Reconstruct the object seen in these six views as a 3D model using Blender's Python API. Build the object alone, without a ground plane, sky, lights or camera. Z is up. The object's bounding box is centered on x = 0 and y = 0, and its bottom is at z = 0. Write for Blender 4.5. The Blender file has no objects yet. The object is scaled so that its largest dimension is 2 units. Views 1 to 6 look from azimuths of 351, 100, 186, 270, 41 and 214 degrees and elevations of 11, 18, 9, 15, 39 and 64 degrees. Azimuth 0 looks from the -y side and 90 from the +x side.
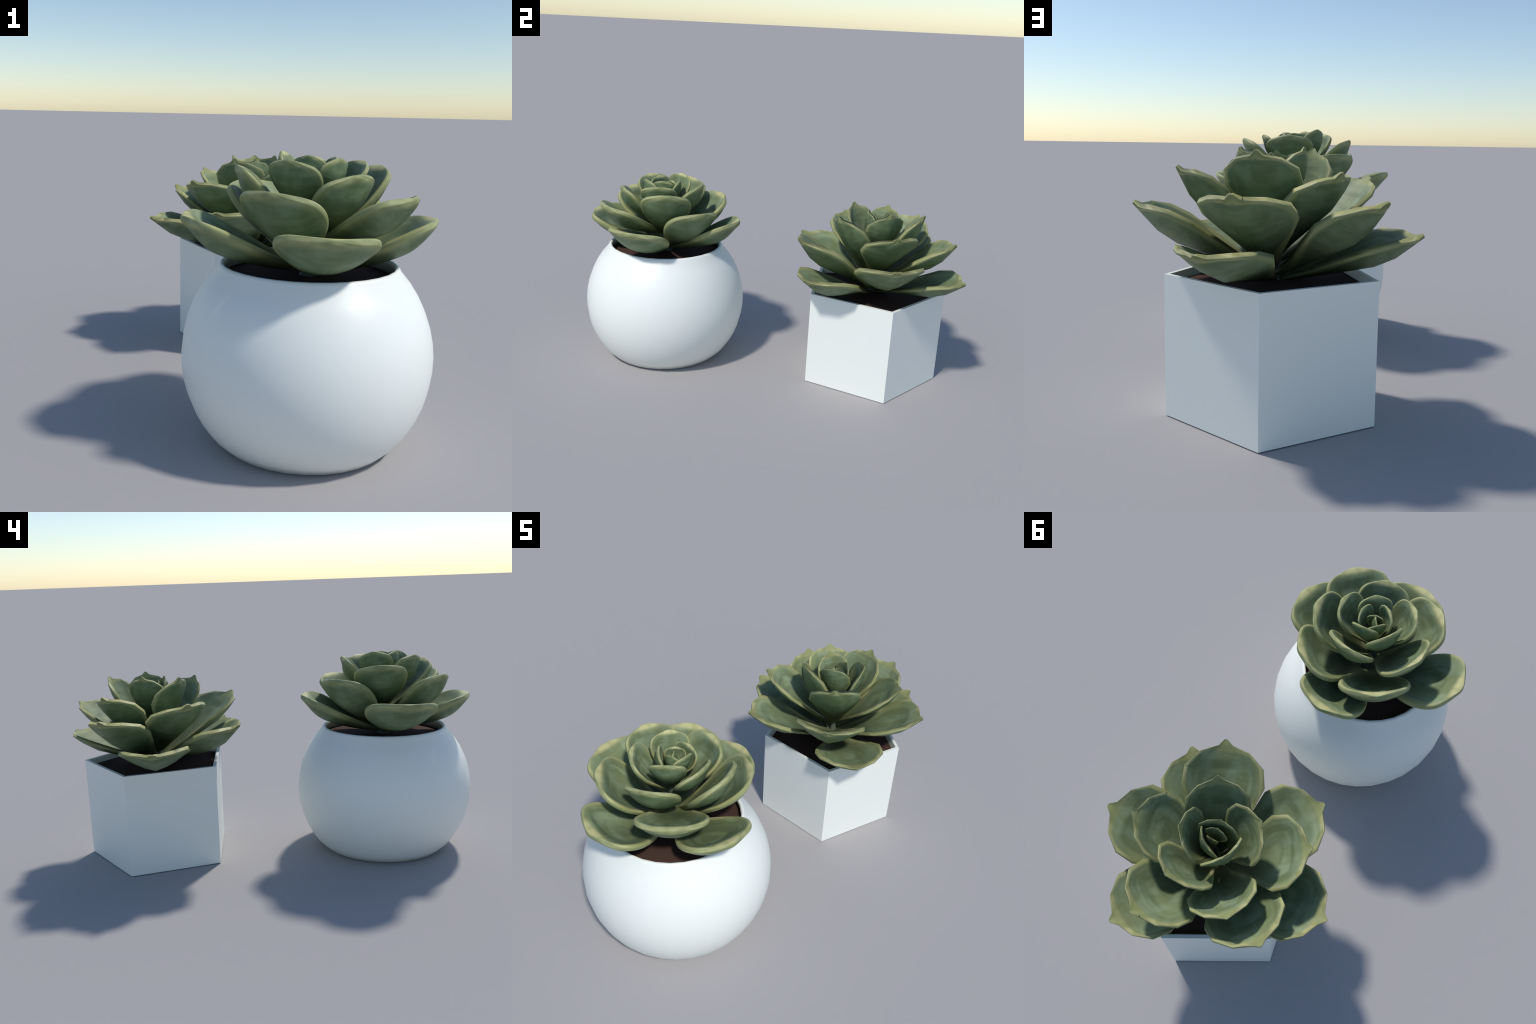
"""Two white planters (a round bowl and a five-sided box), each holding a
rosette succulent of thick spoon-shaped leaves."""
import bpy, bmesh
import numpy as np
from math import radians, cos, sin, pi
from mathutils import Vector, Matrix

scene = bpy.context.scene


# ------------------------------------------------------------------ nodes
class Graph:
    def __init__(self, name):
        self.mat = bpy.data.materials.new(name)
        self.mat.use_nodes = True
        self.nt = self.mat.node_tree
        self.nt.nodes.clear()

    def node(self, kind, inputs=None, **props):
        n = self.nt.nodes.new(kind)
        for k, v in props.items():
            setattr(n, k, v)
        for k, v in (inputs or {}).items():
            if isinstance(v, bpy.types.NodeSocket):
                self.nt.links.new(v, n.inputs[k])
            else:
                n.inputs[k].default_value = v
        return n

    def math(self, op, a, b=0.0, c=0.0, clamp=False):
        n = self.node("ShaderNodeMath", {0: a, 1: b, 2: c}, operation=op)
        n.use_clamp = clamp
        return n.outputs[0]

    def smooth(self, v, lo, hi, to_lo=0.0, to_hi=1.0):
        n = self.node("ShaderNodeMapRange",
                      {0: v, 1: lo, 2: hi, 3: to_lo, 4: to_hi},
                      interpolation_type="SMOOTHSTEP")
        return n.outputs[0]

    def mix(self, f, a, b, blend="MIX"):
        n = self.node("ShaderNodeMix", data_type="RGBA", blend_type=blend)
        for i, v in ((0, f), (6, a), (7, b)):
            if isinstance(v, bpy.types.NodeSocket):
                self.nt.links.new(v, n.inputs[i])
            else:
                n.inputs[i].default_value = v
        return n.outputs[2]

    def noise(self, vec, scale, detail=2.0, rough=0.5):
        return self.node("ShaderNodeTexNoise",
                         {"Vector": vec, "Scale": scale, "Detail": detail,
                          "Roughness": rough}).outputs[0]

    def surface(self, bsdf):
        out = self.node("ShaderNodeOutputMaterial")
        self.nt.links.new(bsdf, out.inputs[0])


def rgb(r, g, b):
    return (r, g, b, 1.0)


def glaze_material(name, color, rough):
    g = Graph(name)
    tc = g.node("ShaderNodeTexCoord")
    n = g.noise(tc.outputs["Object"], 6.0, 3.0)
    col = g.mix(n, rgb(*[c * 0.985 for c in color]), rgb(*color))
    b = g.node("ShaderNodeBsdfPrincipled", {"Base Color": col, "Roughness": rough})
    g.surface(b.outputs[0])
    return g.mat


def stem_material():
    g = Graph("stem_green")
    tc = g.node("ShaderNodeTexCoord")
    n = g.noise(tc.outputs["Object"], 30.0, 3.0)
    col = g.mix(n, rgb(0.060, 0.085, 0.055), rgb(0.120, 0.150, 0.105))
    b = g.node("ShaderNodeBsdfPrincipled", {"Base Color": col, "Roughness": 0.6})
    g.surface(b.outputs[0])
    return g.mat


def soil_material():
    g = Graph("soil_brown")
    tc = g.node("ShaderNodeTexCoord")
    n = g.noise(tc.outputs["Object"], 18.0, 4.0, 0.6)
    col = g.mix(n, rgb(0.060, 0.034, 0.026), rgb(0.075, 0.042, 0.033))
    b = g.node("ShaderNodeBsdfPrincipled", {"Base Color": col, "Roughness": 0.9,
                                            "Specular IOR Level": 0.2})
    g.surface(b.outputs[0])
    return g.mat


# Leaf outlines. One row per station along the leaf:
# position (0 base .. 1 tip), half-width (1 at the widest), keel depth, rim lift
POINTED = [(0.000, 0.120, 0.34, 0.000),
           (0.235, 0.400, 0.60, 0.140),
           (0.458, 0.760, 0.86, 0.460),
           (0.631, 1.000, 1.04, 0.660),
           (0.781, 0.950, 0.90, 0.620),
           (0.902, 0.590, 0.52, 0.320),
           (0.950, 0.170, 0.36, 0.060),
           (1.000, 0.035, 0.20, 0.040)]
BLUNT = [(0.000, 0.087, 0.30, -0.003),
         (0.200, 0.382, 0.60, 0.096),
         (0.420, 0.763, 0.88, 0.260),
         (0.600, 0.990, 1.00, 0.410),
         (0.760, 1.053, 0.98, 0.520),
         (0.905, 0.910, 0.74, 0.460),
         (0.965, 0.460, 0.52, 0.270),
         (1.012, 0.100, 0.28, 0.170)]


def leaf_material(name, outline, tip_x, band, edge, strength=1.0):
    """Green leaf with a yellowish margin, brush-like mottling that follows the
    outline on the upper face and runs across the leaf underneath."""
    g = Graph(name)
    tc = g.node("ShaderNodeTexCoord")
    sep = g.node("ShaderNodeSeparateXYZ", {0: tc.outputs["Object"]})
    x, y, z = sep.outputs
    # half-width of the outline at this x, as a curve
    wc = g.node("ShaderNodeFloatCurve", {"Value": x})
    crv = wc.mapping.curves[0]
    pts = [(min(t, 1.0), w) for t, w, _, _ in outline]
    crv.points[0].location = pts[0]
    crv.points[1].location = pts[-1]
    for p in pts[1:-1]:
        crv.points.new(*p)
    wc.mapping.update()
    w = g.math("MAXIMUM", wc.outputs[0], 0.05)
    inset = g.math("SUBTRACT", w, g.math("SQRT", g.math("MULTIPLY_ADD", y, y, 0.03)))  # distance to margin
    tipd = g.math("MULTIPLY", g.math("SUBTRACT", tip_x, x), 2.2)
    inset = g.math("SMOOTH_MIN", g.math("ADD", inset, 0.02), tipd, 0.30)
    # upper / lower face
    nsep = g.node("ShaderNodeSeparateXYZ", {0: tc.outputs["Normal"]})
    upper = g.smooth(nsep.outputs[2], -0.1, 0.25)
    # brush strokes
    rnd = g.node("ShaderNodeObjectInfo").outputs["Random"]
    shift = g.math("MULTIPLY", rnd, 37.0)
    vin = g.node("ShaderNodeCombineXYZ", {0: g.math("MULTIPLY", inset, 5.0),
                                          1: g.math("MULTIPLY", y, 0.8),
                                          2: g.math("ADD", g.math("MULTIPLY", x, 1.2), shift)})
    vout = g.node("ShaderNodeCombineXYZ", {0: g.math("MULTIPLY", x, 14.0),
                                           1: g.math("MULTIPLY", y, 1.3),
                                           2: g.math("ADD", g.math("MULTIPLY", z, 1.0), shift)})
    strokes_in = g.noise(vin.outputs[0], 1.0, 2.0, 0.5)
    strokes_out = g.noise(vout.outputs[0], 1.0, 3.0, 0.55)
    blotch = g.noise(g.node("ShaderNodeCombineXYZ", {0: g.math("MULTIPLY", x, 2.6),
                                                     1: g.math("MULTIPLY", y, 1.6),
                                                     2: shift}).outputs[0], 1.6, 2.0)
    # colours
    s_in = g.smooth(strokes_in, 0.34, 0.66)
    s_out = g.smooth(strokes_out, 0.36, 0.66)
    bl = g.smooth(blotch, 0.38, 0.64)
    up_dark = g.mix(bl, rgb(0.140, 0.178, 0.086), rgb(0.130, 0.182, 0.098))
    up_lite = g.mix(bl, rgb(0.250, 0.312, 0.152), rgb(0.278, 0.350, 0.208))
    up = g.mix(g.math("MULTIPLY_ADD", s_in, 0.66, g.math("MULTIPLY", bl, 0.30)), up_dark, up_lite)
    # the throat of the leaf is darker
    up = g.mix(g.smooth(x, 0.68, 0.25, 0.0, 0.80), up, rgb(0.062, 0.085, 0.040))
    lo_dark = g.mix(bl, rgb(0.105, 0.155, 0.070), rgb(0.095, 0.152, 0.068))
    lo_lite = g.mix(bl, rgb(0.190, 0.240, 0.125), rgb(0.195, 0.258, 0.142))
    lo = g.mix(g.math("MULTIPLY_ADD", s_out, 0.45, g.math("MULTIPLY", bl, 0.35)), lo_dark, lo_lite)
    lo = g.mix(g.smooth(x, 0.70, 0.22, 0.0, 0.92), lo, rgb(0.022, 0.042, 0.016))  # occlusion shade painted into the underside, near-black toward the leaf base
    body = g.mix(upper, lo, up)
    # margin
    wob = g.math("MULTIPLY", g.math("SUBTRACT", g.noise(tc.outputs["Object"], 2.6, 1.0), 0.5), 0.22)
    d_up = g.math("ADD", inset, wob)
    rim_up = g.math("MULTIPLY_ADD", g.smooth(d_up, 0.34, 0.10), 0.26, g.math("MULTIPLY", g.smooth(inset, edge, edge * 0.45), 0.74))
    rc = g.node("ShaderNodeFloatCurve", {"Value": x})
    crv = rc.mapping.curves[0]
    rims = [(min(t, 1.0), r) for t, _, _, r in outline]
    crv.points[0].location = rims[0]
    crv.points[1].location = rims[-1]
    for p in rims[1:-1]:
        crv.points.new(*p)
    rc.mapping.update()
    zr = g.math("ADD", g.math("SUBTRACT", rc.outputs[0], z), g.math("MULTIPLY", wob, 0.8))
    rim_lo = g.smooth(zr, *band)
    rim = g.math("MAXIMUM", g.math("MULTIPLY", rim_up, upper),
                 g.math("MULTIPLY", rim_lo, g.smooth(upper, 0.0, 1.0, 0.68, 0.0)))
    rim = g.math("MULTIPLY", rim, g.smooth(x, 0.05, 0.55, 0.25, 1.0))
    rn = g.noise(tc.outputs["Object"], 2.4, 1.5)
    rimcol = g.mix(g.smooth(rn, 0.35, 0.66), rgb(0.290, 0.305, 0.125), rgb(0.530, 0.510, 0.240))
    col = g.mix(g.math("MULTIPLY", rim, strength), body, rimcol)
    bump = g.node("ShaderNodeBump", {"Strength": 0.12, "Distance": 0.01,
                                     "Height": g.math("ADD", strokes_in, strokes_out)})
    b = g.node("ShaderNodeBsdfPrincipled",
               {"Base Color": col, "Roughness": 0.55, "Specular IOR Level": 0.3,
                "Normal": bump.outputs[0]})
    g.surface(b.outputs[0])
    return g.mat


# ------------------------------------------------------------------ helpers
def new_object(name, mesh, parent=None, loc=(0, 0, 0)):
    ob = bpy.data.objects.new(name, mesh)
    scene.collection.objects.link(ob)
    ob.location = loc
    if parent:
        ob.parent = parent
    return ob


def mesh_from(name, verts, faces, mat, smooth=True):
    me = bpy.data.meshes.new(name)
    me.from_pydata([tuple(v) for v in verts], [], faces)
    bm = bmesh.new()
    bm.from_mesh(me)
    bmesh.ops.recalc_face_normals(bm, faces=bm.faces)
    bm.to_mesh(me)
    bm.free()
    me.materials.append(mat)
    for p in me.polygons:
        p.use_smooth = smooth
    return me


def lathe(name, profile, sides, mat, smooth=True, turn=0.0):
    """Surface of revolution; a profile that starts or ends at r=0 is capped."""
    verts, rings = [], []
    for r, z in profile:
        if r < 1e-6:
            rings.append([len(verts)])
            verts.append((0, 0, z))
        else:
            rings.append(list(range(len(verts), len(verts) + sides)))
            verts += [(r * cos(turn + 2 * pi * k / sides), r * sin(turn + 2 * pi * k / sides), z)
                      for k in range(sides)]
    faces = []
    for a, b in zip(rings, rings[1:]):
        for k in range(sides):
            j = (k + 1) % sides
            if len(a) == 1:
                faces.append((a[0], b[k], b[j]))
            elif len(b) == 1:
                faces.append((a[k], a[j], b[0]))
            else:
                faces.append((a[k], a[j], b[j], b[k]))
    return mesh_from(name, verts, faces, mat, smooth)


def leaf_mesh(name, mat, outline, keel, rim, bowl, thick=0.16, subdivide=0, belly=0.60, closed=0.0):
    """Spoon-shaped leaf in unit space: x along the leaf 0..1, y half-width
    -1..1, z depth (rim near 0, keel at -1). keel and bowl are half profiles
    of the lower and upper face and rim the edge between, as (fraction of half-width, fraction of depth)."""
    verts, rings = [], []
    for t, w, d, rz in outline:
        th = min(thick, 0.8 * d)
        top = belly * d * min(1.0, (1.0 - t) / 0.45)
        fill = closed * max(0.0, min(1.0, (t - 0.80) / 0.15))     # the trough closes at the tip
        lift = lambda s: rz * (s * s + fill * (1.0 - s * s))
        right = [(s, lift(s) - d * f) for s, f in keel]
        right += [(s, rz - th * f) for s, f in rim]
        right += [(s, lift(s) - top * f) for s, f in bowl]
        loop = right + [(-s, z) for s, z in reversed(right[1:-1])]
        ring = []
        for s, z in loop:
            ring.append(len(verts))
            verts.append((t, s * w, z))
        rings.append(ring)
    n = len(rings[0])
    faces = []
    for a, b in zip(rings, rings[1:]):
        for k in range(n):
            j = (k + 1) % n
            faces.append((a[k], a[j], b[j], b[k]))
    faces.append(tuple(rings[0]))
    faces.append(tuple(rings[-1]))
    me = mesh_from(name, verts, faces, mat)
    if subdivide:
        tmp = bpy.data.objects.new("tmp", me)
        scene.collection.objects.link(tmp)
        m = tmp.modifiers.new("s", "SUBSURF")
        m.levels = m.render_levels = subdivide
        dg = bpy.context.evaluated_depsgraph_get()
        me2 = bpy.data.meshes.new_from_object(tmp.evaluated_get(dg))
        bpy.data.objects.remove(tmp)
        me2.name = name
        for p in me2.polygons:
            p.use_smooth = True
        return me2
    return me


def place_leaf(mesh, parent, az, tip_r, tip_z, base_z, width, depth, base_r=0.012, roll=0.0):
    a = radians(az)
    out = Vector((cos(a), sin(a), 0))
    base = out * base_r + Vector((0, 0, base_z))
    tip = out * tip_r + Vector((0, 0, tip_z))
    ex = (tip - base)
    L = ex.length
    ex.normalize()
    ey = Vector((-sin(a), cos(a), 0))
    ez = ex.cross(ey)
    if roll:
        q = Matrix.Rotation(radians(roll), 3, ex)
        ey, ez = q @ ey, q @ ez
    M = Matrix(((ex.x * L, ey.x * width / 2, ez.x * depth, base.x),
                (ex.y * L, ey.y * width / 2, ez.y * depth, base.y),
                (ex.z * L, ey.z * width / 2, ez.z * depth, base.z),
                (0, 0, 0, 1)))
    ob = new_object("leaf", mesh, parent)
    ob.matrix_local = M
    return ob


def thing(name, loc, label):
    e = bpy.data.objects.new(name, None)
    scene.collection.objects.link(e)
    e.location = loc
    e["label"] = label
    e["category"] = "potted plant"
    return e


# ------------------------------------------------------------------ build
white_round = glaze_material("white_glaze", (0.885, 0.905, 0.85), 0.42)
white_box = glaze_material("white_matte", (0.885, 0.905, 0.85), 0.5)
soil_mat = soil_material()
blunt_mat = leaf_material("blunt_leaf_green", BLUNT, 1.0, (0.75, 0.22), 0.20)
stem_mat = stem_material()
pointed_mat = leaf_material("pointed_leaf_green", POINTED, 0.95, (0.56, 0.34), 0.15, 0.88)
KEEL_ROUND = [(0.0, 1.0), (0.34, 0.94), (0.66, 0.76), (0.88, 0.48)]
RIM_ROUND = [(1.0, 0.68), (1.0, 0.16), (0.91, 0.0)]
RIM_FLAT = [(1.0, 1.0), (0.975, 0.0)]
BOWL_SOFT = [(0.80, 0.16), (0.56, 0.58), (0.28, 0.90), (0.0, 1.0)]
KEEL_ANGULAR = [(0.0, 1.0), (0.30, 0.82), (0.57, 0.62)]
BOWL = [(0.86, 0.14), (0.58, 0.62), (0.30, 0.90), (0.0, 1.0)]

# --- round bowl planter ----------------------------------------------------
bowl = thing("round_potted_succulent", (0.039, -0.5745, 0.0),
             "white round bowl planter with a green rosette succulent")
R, ZC = 0.4265, 0.301
prof = [(0.0, 0.0), (0.285, 0.0), (0.299, 0.002)]
for ang in np.linspace(-38.0, 43.5, 13):
    prof.append((R * cos(radians(ang)), ZC + R * sin(radians(ang))))
prof += [(0.304, 0.606), (0.298, 0.614), (0.291, 0.616), (0.286, 0.609), (0.286, 0.596),
         (0.300, 0.572), (0.330, 0.535), (0.33, 0.40), (0.0, 0.40)]
new_object("flower_pot", lathe("flower_pot", prof, 32, white_round), bowl)
new_object("soil", lathe("soil", [(0.0, 0.576), (0.15, 0.574), (0.290, 0.570), (0.312, 0.550)],
                         32, soil_mat), bowl)
new_object("stem", lathe("stem", [(0.0, 0.875), (0.010, 0.870), (0.020, 0.74), (0.026, 0.64), (0.026, 0.585), (0.036, 0.572)],
                         12, stem_mat), bowl)

# azimuth, tip radius, tip height, base height, width, depth, roll
ROUND_LEAVES = [
    (-94.0, 0.410, 0.755, 0.609, 0.313, 0.069, -2.5),
    (-175.6, 0.429, 0.772, 0.602, 0.320, 0.070, -2.2),
    (88.0, 0.404, 0.764, 0.594, 0.299, 0.066, -1.5),
    (-8.8, 0.421, 0.763, 0.590, 0.301, 0.066, -2.2),
    (-41.6, 0.361, 0.852, 0.683, 0.288, 0.063, -1.6),
    (123.2, 0.325, 0.862, 0.624, 0.296, 0.065, 3.5),
    (49.5, 0.339, 0.841, 0.608, 0.278, 0.061, -1.7),
    (-126.1, 0.310, 0.870, 0.630, 0.283, 0.062, -3.5),
    (17.8, 0.276, 0.931, 0.660, 0.249, 0.055, -1.0),
    (-67.5, 0.235, 0.921, 0.691, 0.224, 0.049, 5.4),
    (165.2, 0.252, 0.928, 0.703, 0.242, 0.053, 5.2),
    (77.0, 0.209, 0.947, 0.736, 0.219, 0.048, 5.5),
    (1.6, 0.181, 0.951, 0.772, 0.184, 0.041, 5.8),
    (-130.5, 0.166, 0.960, 0.758, 0.190, 0.042, -3.7),
    (142.6, 0.114, 0.979, 0.773, 0.165, 0.036, 10.0),
    (-50.0, 0.112, 0.966, 0.786, 0.149, 0.033, 1.4),
    (68.5, 0.088, 0.961, 0.808, 0.125, 0.028, 24.2),
    (4.7, 0.082, 0.966, 0.830, 0.111, 0.024, -1.5),
    (-115.5, 0.054, 0.973, 0.813, 0.124, 0.027, -14.1),
    (-32.2, 0.026, 0.947, 0.845, 0.075, 0.016, -40.1),
    (109.0, 0.039, 0.953, 0.833, 0.091, 0.020, 31.0),
    (40.0, 0.012, 0.950, 0.860, 0.058, 0.014, 0.0),
]
round_leaf = leaf_mesh("round_leaf", blunt_mat, BLUNT, KEEL_ROUND, RIM_ROUND, BOWL_SOFT, thick=0.58, subdivide=2, belly=0.45, closed=1.0)
for az, r, z, bz, w, d, roll in ROUND_LEAVES:
    place_leaf(round_leaf, bowl, az, r, z, bz, w, d, roll=roll)

# --- five-sided planter ----------------------------------------------------
box = thing("pentagon_potted_succulent", (0.0257, 0.550, 0.0),
            "white five-sided planter with a green pointed-leaf rosette succulent")
RP, H = 0.3685, 0.4855
outer = lathe("flower_pot", [(0.0, 0.0), (RP, 0.0), (RP, H), (RP - 0.018, H), (RP - 0.030, H - 0.03),
                             (RP - 0.030, 0.30), (0.0, 0.30)], 5, white_box, smooth=False, turn=radians(18))
new_object("flower_pot", outer, box)
new_object("soil", lathe("soil", [(0.0, 0.462), (0.10, 0.461), (RP - 0.031, 0.460)], 5, soil_mat,
                         turn=radians(18)), box)
new_object("stem", lathe("stem", [(0.0, 0.79), (0.006, 0.785), (0.011, 0.64), (0.014, 0.53), (0.017, 0.475), (0.034, 0.460)],
                         12, stem_mat), box)
BOX_LEAVES = [
    (68.9, 0.478, 0.607, 0.475, 0.314, 0.057, 0.3),
    (-39.3, 0.504, 0.620, 0.466, 0.332, 0.060, 1.4),
    (-174.6, 0.500, 0.619, 0.470, 0.328, 0.059, 0.9),
    (-118.6, 0.473, 0.687, 0.475, 0.332, 0.060, 2.3),
    (14.1, 0.462, 0.725, 0.489, 0.330, 0.059, 1.0),
    (151.4, 0.418, 0.746, 0.490, 0.315, 0.057, 2.0),
    (-57.7, 0.442, 0.778, 0.498, 0.339, 0.061, 0.3),
    (78.3, 0.396, 0.774, 0.518, 0.313, 0.056, -0.2),
    (-148.4, 0.368, 0.803, 0.535, 0.302, 0.054, 6.2),
    (18.2, 0.322, 0.841, 0.556, 0.283, 0.051, 6.1),
    (137.3, 0.305, 0.832, 0.555, 0.267, 0.048, 6.7),
    (-56.5, 0.231, 0.876, 0.551, 0.261, 0.047, 6.3),
    (81.2, 0.224, 0.895, 0.583, 0.252, 0.045, -0.2),
    (-130.5, 0.181, 0.899, 0.575, 0.246, 0.044, 11.5),
    (25.9, 0.121, 0.903, 0.628, 0.217, 0.039, 8.5),
    (157.8, 0.104, 0.904, 0.641, 0.183, 0.033, 4.0),
    (-86.8, 0.053, 0.893, 0.640, 0.170, 0.031, 15.2),
    (73.7, 0.039, 0.886, 0.676, 0.144, 0.026, -12.9),
    (-90.0, 0.024, 0.876, 0.745, 0.092, 0.018, 14.0),
    (95.0, 0.012, 0.858, 0.775, 0.052, 0.010, 0.0),
]
box_leaf = leaf_mesh("pointed_leaf", pointed_mat, POINTED, KEEL_ANGULAR, RIM_FLAT, BOWL, thick=0.33, belly=0.42)
for az, r, z, bz, w, d, roll in BOX_LEAVES:
    place_leaf(box_leaf, box, az, r, z, bz, w, d, roll=roll)
